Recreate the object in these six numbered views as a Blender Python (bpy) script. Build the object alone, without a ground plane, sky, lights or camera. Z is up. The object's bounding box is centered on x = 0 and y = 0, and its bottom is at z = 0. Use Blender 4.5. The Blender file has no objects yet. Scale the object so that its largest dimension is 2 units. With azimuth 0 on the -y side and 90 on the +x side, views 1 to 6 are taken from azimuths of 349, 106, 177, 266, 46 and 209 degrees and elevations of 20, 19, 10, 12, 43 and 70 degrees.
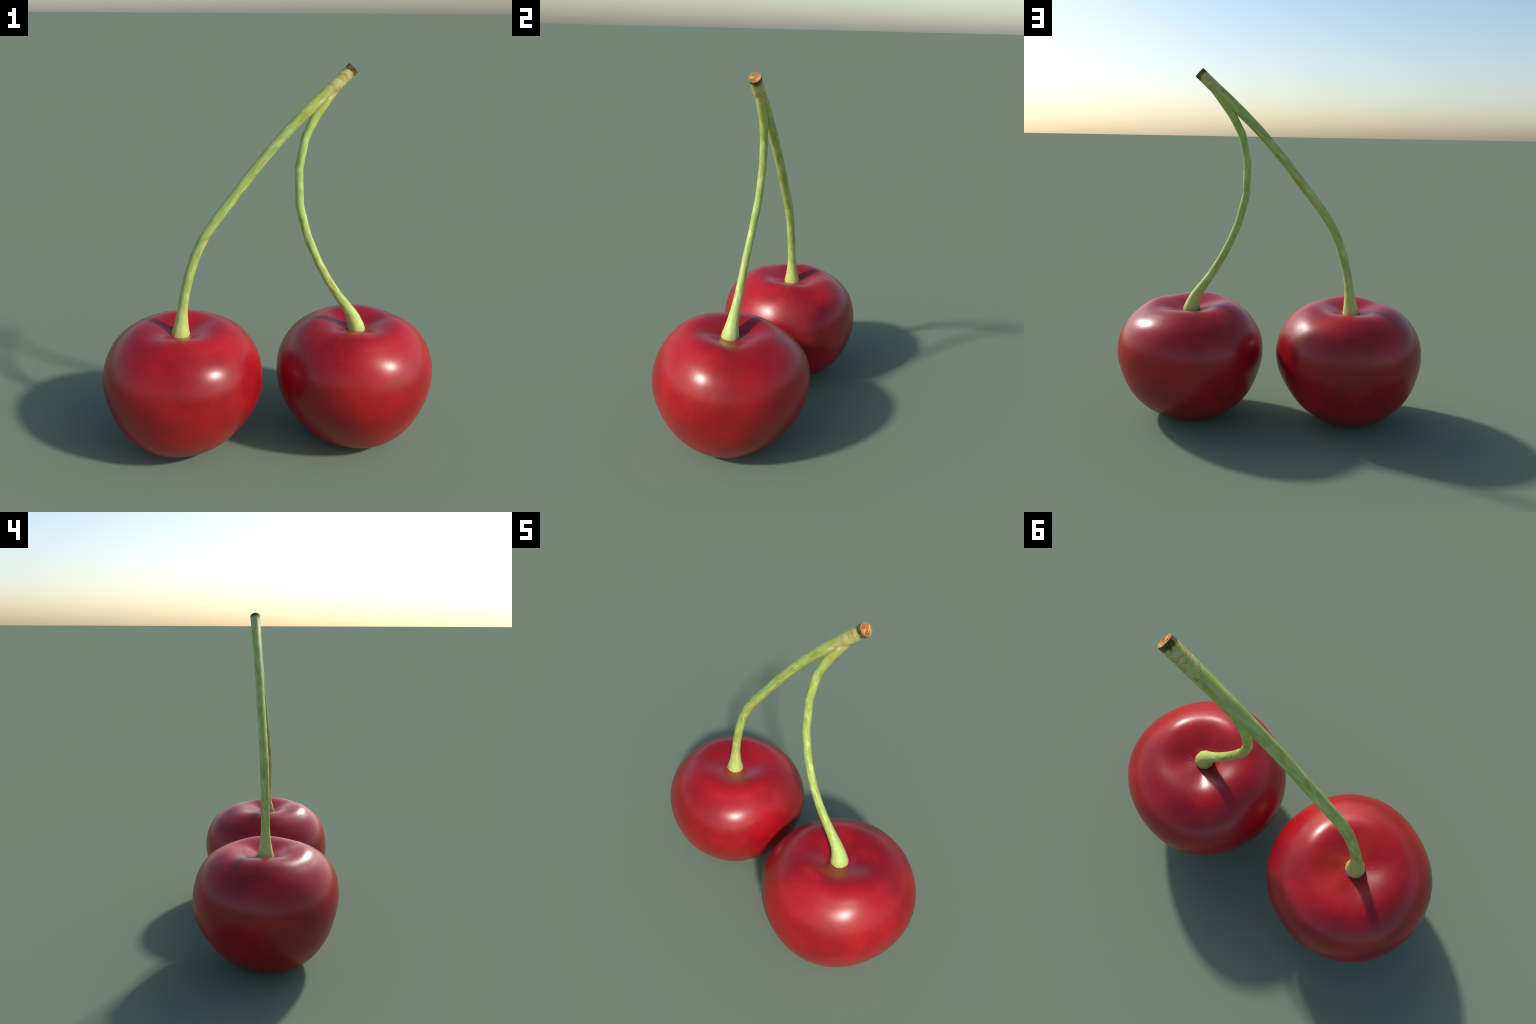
# Two sweet cherries on a forked stalk.
import bpy, math
import numpy as np
from mathutils import Vector, noise

# ------------------------------------------------------------------ helpers
def hermite(xk, V, t):
    """smooth curve through the rows of V at positions xk"""
    xk, V, t = np.asarray(xk, float), np.asarray(V, float), np.asarray(t, float)
    i = np.clip(np.searchsorted(xk, t, side='right') - 1, 0, len(xk) - 2)
    h = (xk[i + 1] - xk[i])[:, None]
    f = (t - xk[i])[:, None] / h
    m = np.gradient(V, xk, axis=0)
    return ((2*f**3 - 3*f**2 + 1) * V[i] + (f**3 - 2*f**2 + f) * h * m[i]
            + (-2*f**3 + 3*f**2) * V[i + 1] + (f**3 - f**2) * h * m[i + 1])

def new_object(name, mesh, parent, loc=(0, 0, 0)):
    ob = bpy.data.objects.new(name, mesh)
    bpy.context.scene.collection.objects.link(ob)
    ob.parent = parent
    ob.location = loc
    return ob

# ------------------------------------------------------------------ node kit
class Nodes:
    def __init__(self, name):
        self.mat = bpy.data.materials.new(name)
        self.mat.use_nodes = True
        self.t = self.mat.node_tree
        self.t.nodes.clear()
        self.out = self.n('ShaderNodeOutputMaterial')
        self.bsdf = self.n('ShaderNodeBsdfPrincipled')
        self.t.links.new(self.bsdf.outputs[0], self.out.inputs[0])
        self.co = self.n('ShaderNodeTexCoord').outputs['Object']
    def n(self, kind):
        return self.t.nodes.new(kind)
    def put(self, sock, v):
        if hasattr(v, 'is_output') or isinstance(v, bpy.types.NodeSocket):
            self.t.links.new(v, sock)
        else:
            sock.default_value = v
    def math(self, op, a, b=None, c=None, clamp=False):
        m = self.n('ShaderNodeMath'); m.operation = op; m.use_clamp = clamp
        for s, v in zip(m.inputs, (a, b, c)):
            if v is not None:
                self.put(s, v)
        return m.outputs[0]
    def vec(self, op, a, b=None, out=0):
        m = self.n('ShaderNodeVectorMath'); m.operation = op
        self.put(m.inputs[0], a)
        if b is not None:
            self.put(m.inputs[1], b)
        return m.outputs['Value'] if op in ('DOT_PRODUCT', 'LENGTH', 'DISTANCE') else m.outputs[0]
    def sep(self, v):
        s = self.n('ShaderNodeSeparateXYZ'); self.put(s.inputs[0], v); return s.outputs
    def comb(self, x, y, z):
        s = self.n('ShaderNodeCombineXYZ')
        for k, v in zip(s.inputs, (x, y, z)):
            self.put(k, v)
        return s.outputs[0]
    def noise(self, co, scale, detail=3.0, rough=0.55, dist=0.0):
        m = self.n('ShaderNodeTexNoise')
        self.put(m.inputs['Vector'], co)
        m.inputs['Scale'].default_value = scale
        m.inputs['Detail'].default_value = detail
        m.inputs['Roughness'].default_value = rough
        m.inputs['Distortion'].default_value = dist
        return m.outputs['Fac']
    def step(self, v, a, b):
        """0 below a, 1 above b (or the reverse), smooth"""
        m = self.n('ShaderNodeMapRange'); m.interpolation_type = 'SMOOTHSTEP'
        self.put(m.inputs['Value'], v)
        if a < b:
            m.inputs['From Min'].default_value = a; m.inputs['From Max'].default_value = b
            m.inputs['To Min'].default_value = 0; m.inputs['To Max'].default_value = 1
        else:
            m.inputs['From Min'].default_value = b; m.inputs['From Max'].default_value = a
            m.inputs['To Min'].default_value = 1; m.inputs['To Max'].default_value = 0
        return m.outputs[0]
    def mix(self, fac, a, b):
        m = self.n('ShaderNodeMix'); m.data_type = 'RGBA'
        self.put(m.inputs['Factor'], fac)
        for s, v in ((m.inputs[6], a), (m.inputs[7], b)):
            self.put(s, (*v, 1) if isinstance(v, tuple) else v)
        return m.outputs[2]
    def mul(self, *a):
        r = a[0]
        for b in a[1:]:
            r = self.math('MULTIPLY', r, b)
        return r
    def spot(self, centre, radii, soft=0.5):
        """mask of an ellipsoid round a point of the object"""
        v = self.vec('SUBTRACT', self.co, centre)
        v = self.vec('DIVIDE', v, radii)
        return self.step(self.vec('LENGTH', v), 1.0, soft)
    def sliver(self, centre, axis, length, width):
        """mask of a narrow mark lying along an axis"""
        v = self.vec('SUBTRACT', self.co, centre)
        a = self.vec('DOT_PRODUCT', v, tuple(axis))
        t = self.math('DIVIDE', a, length)
        r2 = self.math('SUBTRACT', self.vec('DOT_PRODUCT', v, v), self.math('MULTIPLY', a, a))
        w = self.math('DIVIDE', self.math('SQRT', self.math('MAXIMUM', r2, 0.0)), width)
        rough = self.math('MULTIPLY_ADD', self.noise(self.co, 60.0, 2), 1.4, -.7)
        d = self.math('ADD', self.math('SQRT', self.math('MULTIPLY_ADD', t, t, self.math('MULTIPLY', w, w))), rough)
        return self.step(d, 1.25, .35)
    def curve(self, value, pts):
        """piecewise smooth function given by (x, y) pairs, both inside 0..1"""
        m = self.n('ShaderNodeFloatCurve')
        c = m.mapping.curves[0]
        while len(c.points) < len(pts):
            c.points.new(0.5, 0.5)
        for p, (x, y) in zip(c.points, pts):
            p.location = (x, y)
        m.mapping.update()
        self.put(m.inputs['Value'], value)
        return m.outputs[0]
    def bump(self, height, strength, distance):
        b = self.n('ShaderNodeBump')
        self.put(b.inputs['Height'], height)
        b.inputs['Strength'].default_value = strength
        b.inputs['Distance'].default_value = distance
        self.t.links.new(b.outputs[0], self.bsdf.inputs['Normal'])

# ------------------------------------------------------------------ fruit shape
# Cherry profile: distance from a core point 0.38 m above the ground, by latitude.
# Broad shoulders, blunt tapering base, a bowl round the stalk at the top.
CORE = 0.38
PROFILE = [(-90, 0.3697), (-75, 0.3900), (-60, 0.4075), (-45, 0.4108), (-30, 0.4119), (-15, 0.4154),
           (0, 0.4232), (15, 0.4248), (30, 0.4131), (43, 0.3911),
           (54, 0.3676), (62, 0.3292), (69, 0.2934), (76, 0.2665), (83, 0.2540), (90, 0.2500)]
# Each fruit is a little lopsided: lobes of order 1 to 4 (cos, sin) by latitude.
LATITUDES = [-90, -70, -50, -30, -10, 10, 28, 45, 58, 68, 78, 90]
LOBES_A = [(0.000, 0.000, 0.000, 0.000, 0.000, 0.000, 0.000, 0.000),
           (-0.016, 0.002, -0.007, 0.002, -0.001, -0.003, -0.003, 0.001),
           (-0.017, -0.011, -0.005, 0.011, -0.005, -0.002, -0.006, 0.000),
           (-0.006, -0.003, -0.003, 0.013, -0.008, -0.001, -0.005, -0.004),
           (0.013, -0.009, 0.001, -0.007, -0.001, -0.005, -0.002, 0.003),
           (0.017, -0.015, 0.002, -0.006, -0.003, 0.005, -0.002, 0.007),
           (0.016, -0.013, -0.006, -0.005, -0.005, 0.008, 0.001, 0.003),
           (0.007, -0.014, -0.001, 0.000, 0.000, 0.006, 0.008, -0.001),
           (0.000, -0.028, 0.002, 0.001, 0.002, 0.005, 0.011, -0.006),
           (-0.016, -0.029, 0.002, 0.000, 0.001, 0.003, 0.010, -0.007),
           (-0.006, -0.006, 0.001, 0.000, 0.000, 0.001, 0.004, -0.003),
           (-0.001, 0.000, 0.000, 0.000, 0.000, 0.000, 0.002, -0.002)]
LOBES_B = [(0.000, 0.000, 0.000, 0.000, 0.000, 0.000, 0.000, 0.000),
           (0.007, -0.007, 0.001, -0.005, 0.003, 0.001, -0.001, 0.001),
           (0.002, -0.011, 0.000, -0.010, 0.005, 0.005, -0.002, 0.003),
           (-0.006, 0.009, -0.002, -0.015, 0.004, 0.010, -0.001, 0.006),
           (-0.006, 0.005, -0.003, -0.002, 0.003, 0.002, 0.003, 0.009),
           (0.000, 0.015, 0.000, -0.001, 0.004, 0.003, 0.002, 0.008),
           (0.004, 0.008, -0.007, 0.006, 0.004, 0.003, 0.002, 0.001),
           (-0.005, -0.017, -0.002, 0.006, 0.003, -0.002, 0.004, -0.010),
           (-0.009, -0.040, -0.003, -0.001, 0.002, -0.003, 0.006, -0.015),
           (-0.017, -0.049, -0.006, -0.002, 0.001, -0.003, 0.005, -0.015),
           (-0.005, -0.013, -0.002, -0.001, 0.001, -0.001, 0.002, -0.005),
           (0.000, -0.001, -0.001, 0.000, 0.000, 0.000, 0.001, -0.004)]

def fruit_mesh(name, lobes, shift, rows=110, cols=160):
    lat = np.concatenate([np.linspace(-90, 40, rows - 46, endpoint=False), np.linspace(40, 90, 46)])
    rho = hermite([p[0] for p in PROFILE], [[p[1]] for p in PROFILE], lat)
    W = hermite(LATITUDES, lobes, lat)
    phi = np.linspace(0, 2 * np.pi, cols, endpoint=False)
    m = np.ones((rows, cols))
    for k in (1, 2, 3, 4):
        m += W[:, 2*k-2:2*k-1] * np.cos(k * phi) + W[:, 2*k-1:2*k] * np.sin(k * phi)
    rad = rho * m
    # round the rim of the bowl: blend with a copy smoothed along the meridians
    sm = rad.copy()
    for _ in range(int(2 * (4.2 / (50 / 45)) ** 2)):
        sm[1:-1] = .25 * sm[:-2] + .5 * sm[1:-1] + .25 * sm[2:]
    top = np.clip((lat - 42) / 6, 0, 1) * np.clip((80 - lat) / 8, 0, 1)
    rad = rad + (sm - rad + .0006) * top[:, None]
    a = np.radians(lat)[:, None]
    X, Y, Z = rad*np.cos(a)*np.cos(phi), rad*np.cos(a)*np.sin(phi), CORE + rad*np.sin(a)
    verts = [(0.0, 0.0, float(Z[0].mean()))]
    for i in range(1, rows - 1):
        verts += list(zip(X[i].tolist(), Y[i].tolist(), Z[i].tolist()))
    verts.append((0.0, 0.0, float(Z[-1].mean())))
    faces, last = [], len(verts) - 1
    ring = lambda i, j: 1 + (i - 1) * cols + j % cols
    for j in range(cols):
        faces.append((0, ring(1, j + 1), ring(1, j)))
        faces.append((last, ring(rows - 2, j), ring(rows - 2, j + 1)))
    for i in range(1, rows - 2):
        for j in range(cols):
            faces.append((ring(i, j), ring(i, j + 1), ring(i + 1, j + 1), ring(i + 1, j)))
    # shallow unevenness of the flesh under the skin
    out = []
    for p in verts:
        q = Vector(p); c = Vector((0, 0, CORE))
        bump = noise.noise(q * 4.2 + Vector((shift, 0, 0))) * .0018 + noise.noise(q * 9.0 + Vector((0, shift, 0))) * .0008
        d = (q - c).normalized()
        fade = min(1.0, max(0.0, (math.hypot(p[0], p[1]) - .06) / .1))
        out.append(tuple(q + d * bump * fade))
    verts = out
    low = min(v[2] for v in verts)
    verts = [(x, y, z - low) for x, y, z in verts]
    me = bpy.data.meshes.new(name)
    me.from_pydata(verts, [], faces)
    me.shade_smooth()
    return me

# ------------------------------------------------------------------ skin
def skin_material(stem_xy, seed, purple_dirs, patches, dull):
    k = Nodes('cherry_skin')
    co = k.vec('ADD', k.co, (seed * 3.7, seed * 1.3, seed * 2.1))
    big = k.noise(co, 3.2, 3, .5)
    mid = k.noise(co, 9.0, 4, .55, .4)
    x, y, z = k.sep(k.co)
    # faint meridian streaks under the skin
    az = k.math('ARCTAN2', y, x)
    streak = k.noise(k.comb(k.math('MULTIPLY', az, 7.0), k.math('MULTIPLY', z, 3.2), seed), 2.2, 4, .6, .5)
    col = k.mix(k.step(big, .37, .64), SKIN_DARK, SKIN_RED)
    col = k.mix(k.mul(k.step(mid, .50, .72), .35), col, SKIN_LIGHT)
    col = k.mix(k.mul(k.step(streak, .50, .80), .20), col, SKIN_LIGHT)
    for c, r, amount in patches:
        col = k.mix(k.mul(k.spot(c, r, .2), amount), col, SKIN_LIGHT)
    # pale lenticels, clustered, and a few dark pin pricks
    v = k.n('ShaderNodeTexVoronoi'); v.inputs['Scale'].default_value = 74
    k.put(v.inputs['Vector'], co)
    cluster = k.step(k.noise(co, 5.0, 2), .42, .62)
    dots = k.mul(k.step(v.outputs['Distance'], .17, .09), cluster,
                 k.step(k.sep(v.outputs['Color'])[0], .35, .75))
    col = k.mix(k.mul(dots, .45), col, (.72, .10, .12))
    v2 = k.n('ShaderNodeTexVoronoi'); v2.inputs['Scale'].default_value = 15
    k.put(v2.inputs['Vector'], co)
    pins = k.mul(k.step(v2.outputs['Distance'], .055, .03), k.step(k.sep(v2.outputs['Color'])[1], .60, .62))
    col = k.mix(k.mul(pins, .8), col, (.09, .004, .006))
    # purple bloom caught in the bowl beside the stalk
    sx, sy = stem_xy
    r = k.vec('LENGTH', k.comb(k.math('SUBTRACT', x, sx), k.math('SUBTRACT', y, sy), 0.0))
    near = k.mul(k.step(r, .105, .062), k.step(z, .5, .55))
    grain = k.step(k.noise(co, 75.0, 3, .7), .50, .64)
    side = None
    for px, py in purple_dirs:
        m = k.spot((sx + px, sy + py, .64), (.05, .05, .06), .15)
        side = m if side is None else k.math('MAXIMUM', side, m)
    col = k.mix(k.mul(near, grain, k.math('MULTIPLY_ADD', side, .75, .12)), col, (.34, .04, .18))
    k.put(k.bsdf.inputs['Base Color'], col)
    rough = k.math('MULTIPLY_ADD', k.noise(co, 30.0, 3), .08, SKIN_ROUGH - .04)
    rough = k.math('ADD', rough, k.mul(k.step(big, .50, .70), .035))
    worn = 0.0
    for c, r in dull:                               # rubbed, pitted places with less shine
        worn = k.mul(k.spot(c, r, .3), k.math('MULTIPLY_ADD', k.noise(co, 16.0, 3, .6), 1.2, .4))
        rough = k.math('MULTIPLY_ADD', worn, .13, rough)
    k.put(k.bsdf.inputs['Roughness'], k.math('ADD', rough, k.mul(dots, .06)))
    k.bsdf.inputs['IOR'].default_value = 1.48
    k.bsdf.inputs['Coat Weight'].default_value = COAT
    k.bsdf.inputs['Coat Roughness'].default_value = COAT_ROUGH
    k.bsdf.inputs['Coat IOR'].default_value = 1.5
    fine = k.math('ADD', k.mul(dots, .5), k.mul(k.noise(co, 55.0, 2), .25))
    fine = k.math('ADD', fine, k.math('MULTIPLY', k.mul(k.noise(co, 24.0, 3, .6), 1.6), worn))
    k.bump(k.math('ADD', fine, k.mul(k.noise(co, 11.0, 1), .6)), .10, .006)
    return k.mat

SKIN_RED, SKIN_DARK, SKIN_LIGHT = (.385, .0068, .0115), (.265, .0048, .0092), (.445, .011, .017)
SKIN_ROUGH, COAT, COAT_ROUGH = .295, .0, .2

# ------------------------------------------------------------------ stalk shape
TIP = Vector((.400, .047, 1.977))
AXIS = Vector((-.7285, .0, -.685)).normalized()     # from the cut down the twig

# (x, y, z, radius) down each stalk; the nodes are the slight kinks it has
STALK_A = [(.4000, .0470, 1.9773, .0312), (.3230, .0465, 1.9051, .0316), (.2439, .0490, 1.8364, .0300),
           (.1642, .0475, 1.7632, .0282), (.0833, .0481, 1.6842, .0265), (.0073, .0479, 1.6007, .0258),
           (-.0662, .0480, 1.5148, .0257), (-.1363, .0485, 1.4269, .0258), (-.2052, .0474, 1.3389, .0258),
           (-.2737, .0469, 1.2521, .0258), (-.3330, .0466, 1.1690, .0256), (-.3830, .0467, 1.0690, .0252),
           (-.4181, .0469, .9614, .0250), (-.4440, .0475, .8555, .0250), (-.4570, .0474, .7720, .0270),
           (-.4638, .0480, .7080, .0345), (-.4690, .0487, .6600, .0440), (-.4713, .0491, .6330, .0490),
           (-.4713, .0491, .6200, .0470)]
STALK_B = [(.3560, .0490, 1.9310, .0120), (.3330, .0490, 1.9050, .0216), (.3060, .0480, 1.8720, .0229), (.2765, .0446, 1.8334, .0233),
           (.2220, .0415, 1.7564, .0225), (.1667, .0300, 1.6500, .0214), (.1370, .0164, 1.4990, .0209),
           (.1420, -.0020, 1.3180, .0209), (.1850, -.0215, 1.1520, .0211), (.2380, -.0338, 1.0280, .0210),
           (.2880, -.0390, .9330, .0214), (.3480, -.0405, .8390, .0229), (.3990, -.0412, .7690, .0270),
           (.4310, -.0425, .7210, .0322), (.4500, -.0455, .6740, .0410), (.4586, -.0480, .6350, .0488),
           (.4590, -.0482, .6210, .0468)]

def densify(nodes, soft=.12):
    """straight runs between nodes with every kink eased by one ring on each side;
    the flared foot is rounded smoothly"""
    P = np.array(nodes)
    d = np.r_[0, np.cumsum(np.linalg.norm(np.diff(P[:, :3], axis=0), axis=1))]
    ts = [d[0]]
    for i in range(1, len(P)):
        L = d[i] - d[i - 1]
        ts += [d[i - 1] + L * soft, d[i - 1] + L * .5, d[i] - L * soft, d[i]]
    ts = np.array(ts)
    S = hermite(d, P, ts)
    lin = np.stack([np.interp(ts, d, P[:, c]) for c in range(4)], -1)
    foot = np.clip((ts - (d[-1] - .30)) / .12, 0, 1)[:, None]
    return S * (.22 + .78 * foot) + lin * (.78 - .78 * foot)

def tube(nodes, sides=28, wobble=0.0, seed=0):
    R = densify(nodes)
    rng = np.random.default_rng(seed)
    ph = rng.uniform(0, 6.28, 4)
    T = np.gradient(R[:, :3], axis=0)
    T /= np.linalg.norm(T, axis=1)[:, None]
    T[-4:] = T[-6]
    T[-4:, :2] *= np.linspace(.7, 0, 4)[:, None]
    T /= np.linalg.norm(T, axis=1)[:, None]
    side = np.array([0., 1., 0.])                    # both stalks run in the x-z plane
    s = np.linspace(0, 1, len(R))
    th = np.linspace(0, 2 * np.pi, sides, endpoint=False)
    V = []
    for i, (p, t) in enumerate(zip(R, T)):
        u = side - t * (side @ t); u /= np.linalg.norm(u)
        w = np.cross(t, u)
        flare = min(1., max(0., (p[3] - .027) / .02))
        r = p[3] * (1 + wobble * (np.sin(2*th + ph[0] + 5*s[i]) + .7*np.sin(3*th + ph[1] - 7*s[i]))
                    + .018 * flare * np.sin(9 * th + ph[2]))
        V.append(p[:3] + r[:, None] * (np.cos(th)[:, None] * u + np.sin(th)[:, None] * w))
    return np.array(V)                               # rings x sides x 3

def ring_normals(V):
    dT = np.roll(V, -1, 1) - np.roll(V, 1, 1)
    dR = np.gradient(V, axis=0)
    N = np.cross(dR, dT)
    N /= np.linalg.norm(N, axis=2)[..., None]
    c = V.mean(1, keepdims=True)
    return N * np.sign(((V - c) * N).sum(-1).mean())

def tube_mesh(name, V, N):
    n, s = V.shape[:2]
    faces = [(i*s + j, i*s + (j+1) % s, (i+1)*s + (j+1) % s, (i+1)*s + j)
             for i in range(n - 1) for j in range(s)]
    a, b, c = (V.reshape(-1, 3)[f] for f in faces[0][:3])
    if np.cross(b - a, c - b) @ N[0, 0] < 0:
        faces = [f[::-1] for f in faces]
    me = bpy.data.meshes.new(name)
    me.from_pydata(V.reshape(-1, 3).tolist(), [], faces)
    me.shade_smooth()
    me.normals_split_custom_set_from_vertices(N.reshape(-1, 3).tolist())
    return me

# ------------------------------------------------------------------ stalk colours
def stalk_material(name, nodes, foot, seed):
    """green bark; its streaks follow the bent stalk, whose x is known as a function of z"""
    k = Nodes(name)
    x, y, z = k.sep(k.co)
    pts = sorted((p[2] / 2, p[0] * .5 + .5) for p in nodes[::2])
    cx = k.math('MULTIPLY_ADD', k.curve(k.math('MULTIPLY', z, .5), pts), 2.0, -1.0)
    along = k.comb(k.math('SUBTRACT', x, cx), k.math('ADD', y, seed * .7), k.math('MULTIPLY', z, .22))
    fibre = k.noise(along, 70.0, 4, .6)
    mottle = k.noise(k.comb(k.math('SUBTRACT', x, cx), k.math('ADD', y, seed), k.math('MULTIPLY', z, .45)), 36.0, 3, .6)
    tone = k.noise(k.co, 7.0, 2)
    col = k.mix(k.step(fibre, .35, .64), STALK_DEEP, STALK_GREEN)
    col = k.mix(k.mul(k.step(mottle, .50, .70), .65), col, STALK_PALE)
    col = k.mix(k.mul(k.step(tone, .48, .68), .35), col, STALK_YELLOW)
    olive = k.noise(k.comb(k.math('SUBTRACT', x, cx), k.math('ADD', y, 4 + seed), k.math('MULTIPLY', z, .35)), 30.0, 2)
    col = k.mix(k.mul(k.step(olive, .57, .72), .8), col, STALK_OLIVE)
    # the flared foot is paler, with a few pinkish ribs
    low = k.step(z, .86, .66)
    col = k.mix(k.mul(low, .78), col, STALK_FOOT)
    rib = k.step(k.noise(k.comb(k.math('SUBTRACT', x, foot[0]), k.math('SUBTRACT', y, foot[1]), k.math('MULTIPLY', z, .15)), 60.0, 2), .54, .66)
    col = k.mix(k.mul(k.step(z, .80, .68), rib, .55), col, (.50, .40, .22))
    col = twig_colours(k, col, fibre) if name == 'stem_bark' else col
    k.put(k.bsdf.inputs['Base Color'], col)
    d = k.vec('DOT_PRODUCT', k.vec('SUBTRACT', k.co, tuple(TIP)), tuple(AXIS))
    k.put(k.bsdf.inputs['Roughness'], k.math('ADD', k.math('MULTIPLY_ADD', fibre, .2, .36), k.mul(k.step(d, .08, .02), .35)))
    k.put(k.bsdf.inputs['Specular IOR Level'], k.math('MULTIPLY_ADD', k.step(d, .08, .02), -.35, .5))
    k.bump(k.math('ADD', fibre, mottle), .35, .004)
    return k.mat

STALK_GREEN, STALK_DEEP, STALK_PALE = (.45, .56, .15), (.30, .41, .085), (.63, .70, .25)
STALK_YELLOW, STALK_OLIVE, STALK_FOOT = (.56, .56, .13), (.36, .32, .028), (.50, .65, .17)

def twig_colours(k, col, fibre):
    """the last hand's breadth below the cut: yellow-green, then pale ringed bark, then brown"""
    d = k.vec('DOT_PRODUCT', k.vec('SUBTRACT', k.co, tuple(TIP)), tuple(AXIS))
    warp = k.noise(k.co, 22.0, 3, .6)
    dw = k.math('ADD', d, k.math('MULTIPLY_ADD', warp, .110, -.055))
    col = k.mix(k.mul(k.step(dw, .32, .20), .75), col, (.47, .52, .080))
    # streaks along the grain: lush green, straw and tan
    g = k.n('ShaderNodeVectorMath'); g.operation = 'SCALE'
    k.put(g.inputs[0], tuple(AXIS)); k.put(g.inputs['Scale'], k.math('MULTIPLY', d, -.72))
    grain = k.vec('ADD', k.co, g.outputs[0])
    lush = k.noise(grain, 48.0, 3, .6)
    zone = k.step(dw, .30, .18)
    col = k.mix(k.mul(zone, k.step(lush, .55, .66), .7), col, (.27, .39, .022))
    straw = k.noise(k.vec('ADD', grain, (3.0, 1.0, 2.0)), 40.0, 3, .6)
    col = k.mix(k.mul(zone, k.step(straw, .52, .66), .65), col, (.60, .54, .24))
    tan = k.noise(k.vec('ADD', grain, (7.0, 4.0, 1.0)), 34.0, 3, .6)
    col = k.mix(k.mul(k.step(dw, .36, .22), k.step(tan, .60, .70), .6), col, (.40, .30, .06))
    # pale bark with rusty, wavy ring scars that break up and fade into the green
    bark = k.mix(k.step(k.noise(k.co, 34.0, 3, .65), .36, .66), (.45, .46, .10), (.62, .58, .26))
    bark = k.mix(k.mul(k.step(k.noise(k.co, 20.0, 2), .50, .66), .6), bark, (.50, .38, .11))
    sway = k.math('MULTIPLY_ADD', k.noise(k.co, 19.0, 3, .6), .090, -.045)
    rings = k.math('SINE', k.math('MULTIPLY', k.math('ADD', d, sway), 235.0))
    gaps = k.step(k.noise(k.co, 30.0, 2), .40, .60)
    edge = k.math('MULTIPLY_ADD', k.noise(k.co, 60.0, 3, .7), 1.0, -.5)
    bark = k.mix(k.mul(k.step(k.math('ADD', rings, edge), .25, 1.0), gaps, .85), bark, (.46, .27, .035))
    bark = k.mix(k.mul(k.step(k.math('ADD', k.math('SINE', k.math('MULTIPLY_ADD', k.math('ADD', d, sway), 235.0, -.9)), edge), .80, 1.2), gaps, .5), bark, (.74, .67, .46))
    col = k.mix(k.mul(k.step(dw, .19, .115), .95), col, bark)
    brown = k.mix(k.step(k.noise(k.co, 40.0, 3, .65), .38, .62), (.075, .060, .024), (.20, .14, .05))
    brown = k.mix(k.mul(k.step(k.noise(k.co, 26.0, 2), .56, .68), .7), brown, (.34, .17, .04))
    dc = k.math('ADD', d, k.math('MULTIPLY_ADD', k.noise(k.co, 26.0, 3, .6), .070, -.035))
    col = k.mix(k.step(dc, .034, .018), col, brown)
    # scars where bud scales fell (all but the last entry): pale slivers in front, dark slits behind
    for c, length, width, tint, amount in SCARS:
        col = k.mix(k.mul(k.sliver(c, AXIS, length, width), amount), col, tint)
    return col

SCARS = [((.245, .021, 1.828), .026, .007, (.74, .64, .46), .85),
         ((.287, .021, 1.846), .015, .006, (.74, .64, .46), .85),
         ((.235, .069, 1.852), .060, .010, (.34, .27, .05), .7),
         ((.274, .069, 1.876), .022, .007, (.055, .035, .012), .9),
         ((.197, .070, 1.826), .020, .006, (.50, .30, .22), .8),
         ((.190, .075, 1.818), .018, .004, (.10, .11, .03), .8),
         ((.318, .055, 1.885), .030, .008, (.30, .22, .04), .6),
         ((.312, .050, 1.862), .024, .004, (.08, .06, .015), .7)]  # thin dark line along the crease between the stalks near the fork

def cut_material():
    k = Nodes('cut_wood')
    # fibre ends torn across the face
    v = k.vec('SUBTRACT', k.co, tuple(TIP))
    up = Vector((0, 1, 0)); sd = AXIS.cross(up)
    a = k.vec('DOT_PRODUCT', v, tuple(up)); b = k.vec('DOT_PRODUCT', v, tuple(sd))
    u = k.math('ADD', a, k.math('MULTIPLY', b, .5)); w = k.math('SUBTRACT', b, k.math('MULTIPLY', a, .5))
    f = k.noise(k.comb(k.math('MULTIPLY', u, 3.2), w, 0.0), 44.0, 3, .65, .9)
    col = k.mix(k.step(f, .38, .50), (.20, .060, .008), (.55, .22, .028))
    col = k.mix(k.step(f, .52, .62), col, (.80, .44, .12))
    col = k.mix(k.mul(k.step(k.noise(k.co, 30.0, 3), .50, .60), .75), col, (.20, .085, .018))
    col = k.mix(k.mul(k.spot(tuple(TIP + up * -.006 + sd * .012), (.011, .011, .011), .4), .6), col, (.20, .11, .03))
    col = k.mix(k.mul(k.spot(tuple(TIP + up * .016 - sd * .012), (.012, .012, .012), .3), .8), col, (.55, .12, .02))
    r = k.vec('LENGTH', v)
    rim = k.step(k.math('ADD', r, k.math('MULTIPLY_ADD', k.noise(k.co, 38.0, 3, .6), .034, -.017)), .023, .029)
    col = k.mix(k.mul(rim, .8), col, k.mix(k.step(k.noise(k.co, 30.0, 2), .42, .58), (.30, .17, .04), (.30, .30, .14)))
    k.put(k.bsdf.inputs['Base Color'], col)
    k.bsdf.inputs['Roughness'].default_value = .6
    k.bump(f, .8, .006)
    return k.mat

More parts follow.
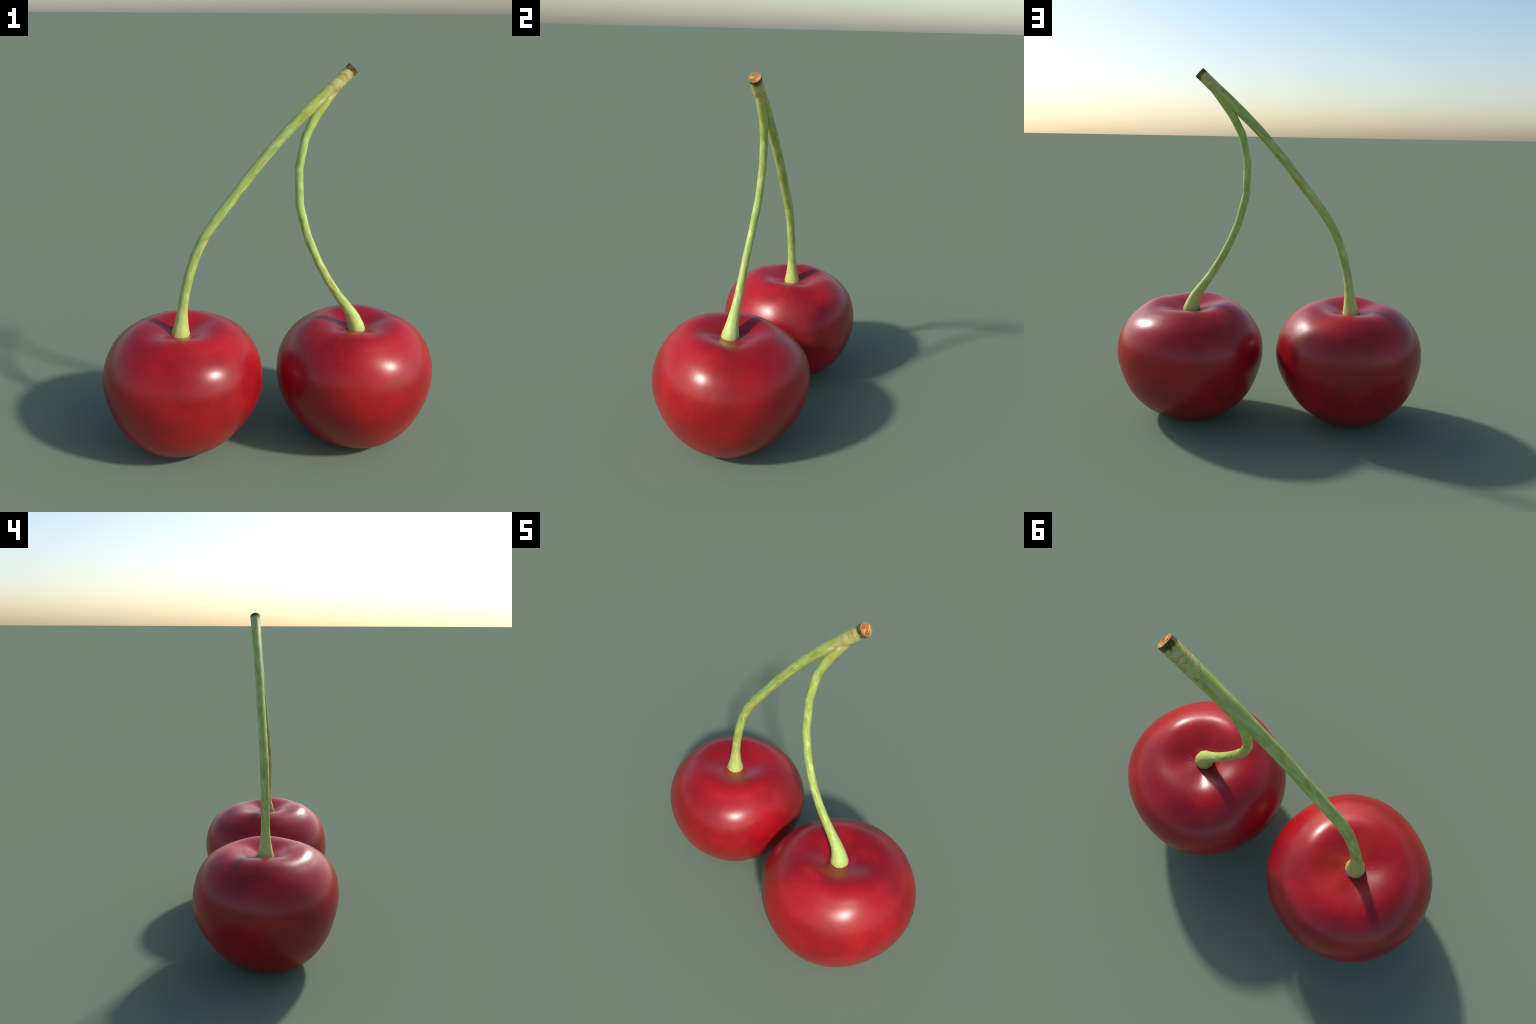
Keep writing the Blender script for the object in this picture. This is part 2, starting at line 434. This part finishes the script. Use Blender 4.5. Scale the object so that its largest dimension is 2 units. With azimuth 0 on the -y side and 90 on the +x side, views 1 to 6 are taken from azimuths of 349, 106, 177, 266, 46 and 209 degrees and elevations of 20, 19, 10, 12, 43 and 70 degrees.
def cut_mesh(ring):
    """slightly hollow, torn cut face closing the twig"""
    rng = np.random.default_rng(5)
    c = ring.mean(0); s = len(ring); out = -np.array(AXIS)
    verts, faces = [ring.copy()], []
    for f, h in ((.93, .0010), (.75, .0), (.5, -.0010), (.25, -.0004)):
        verts.append(c + (ring - c) * f + out * (h + rng.normal(0, .0006, s))[:, None])
    verts = np.concatenate(verts).tolist() + [c.tolist()]
    for i in range(4):
        faces += [(i*s + j, i*s + (j+1) % s, (i+1)*s + (j+1) % s, (i+1)*s + j) for j in range(s)]
    faces += [(4*s + j, 4*s + (j+1) % s, 5*s) for j in range(s)]
    me = bpy.data.meshes.new('cut_face')
    me.from_pydata(verts, [], faces)
    import bmesh
    bm = bmesh.new(); bm.from_mesh(me)
    bmesh.ops.recalc_face_normals(bm, faces=bm.faces)
    bm.normal_update()
    if sum((f.normal.dot(Vector(out)) for f in bm.faces)) < 0:
        bmesh.ops.reverse_faces(bm, faces=bm.faces)
    bm.to_mesh(me); bm.free()
    me.shade_smooth()
    return me

# ------------------------------------------------------------------ assemble
root = bpy.data.objects.new('cherry_pair', None)
bpy.context.scene.collection.objects.link(root)
root['label'] = 'two glossy red cherries joined by a forked green stalk'
root['category'] = 'cherries'

CENTRE_A, CENTRE_B = (-0.4692, 0.0495), (0.4609, -0.0456)
for lobes, (cx, cy), stalk, seed, purple, patches, dull in (
        (LOBES_A, CENTRE_A, STALK_A, 1, [(.034, .056), (-.062, -.03)], [], [((.33, .11, .58), (.14, .20, .12))]),
        (LOBES_B, CENTRE_B, STALK_B, 2, [(.052, .040), (.03, -.05)], [((-.02, -.200, .675), (.11, .040, .06), .8)], [])):
    me = fruit_mesh('fruit', lobes, seed * 11.3)
    me.materials.append(skin_material((stalk[-2][0] - cx, stalk[-2][1] - cy), seed, purple, patches, dull))
    new_object('fruit', me, root, (cx, cy, 0))

VA, VB = tube(STALK_A, wobble=.012, seed=3), tube(STALK_B, wobble=.014, seed=8)
NA, NB = ring_normals(VA), ring_normals(VB)
FORK = 4 * 4                                        # ring where the twig becomes one stalk
stem = new_object('stem', tube_mesh('stem', VA[:FORK + 1], NA[:FORK + 1]), root)
stalk_a = new_object('stalk', tube_mesh('stalk', VA[FORK:], NA[FORK:]), stem)
stalk_b = new_object('stalk', tube_mesh('stalk', VB, NB), stem)
bark_a = stalk_material('stem_bark', STALK_A, STALK_A[-1], 1)
stem.data.materials.append(bark_a)
stalk_a.data.materials.append(bark_a)
stalk_b.data.materials.append(stalk_material('stem_bark', STALK_B, STALK_B[-1], 6))
cut = new_object('cut_face', cut_mesh(VA[0]), stem)
cut.data.materials.append(cut_material())
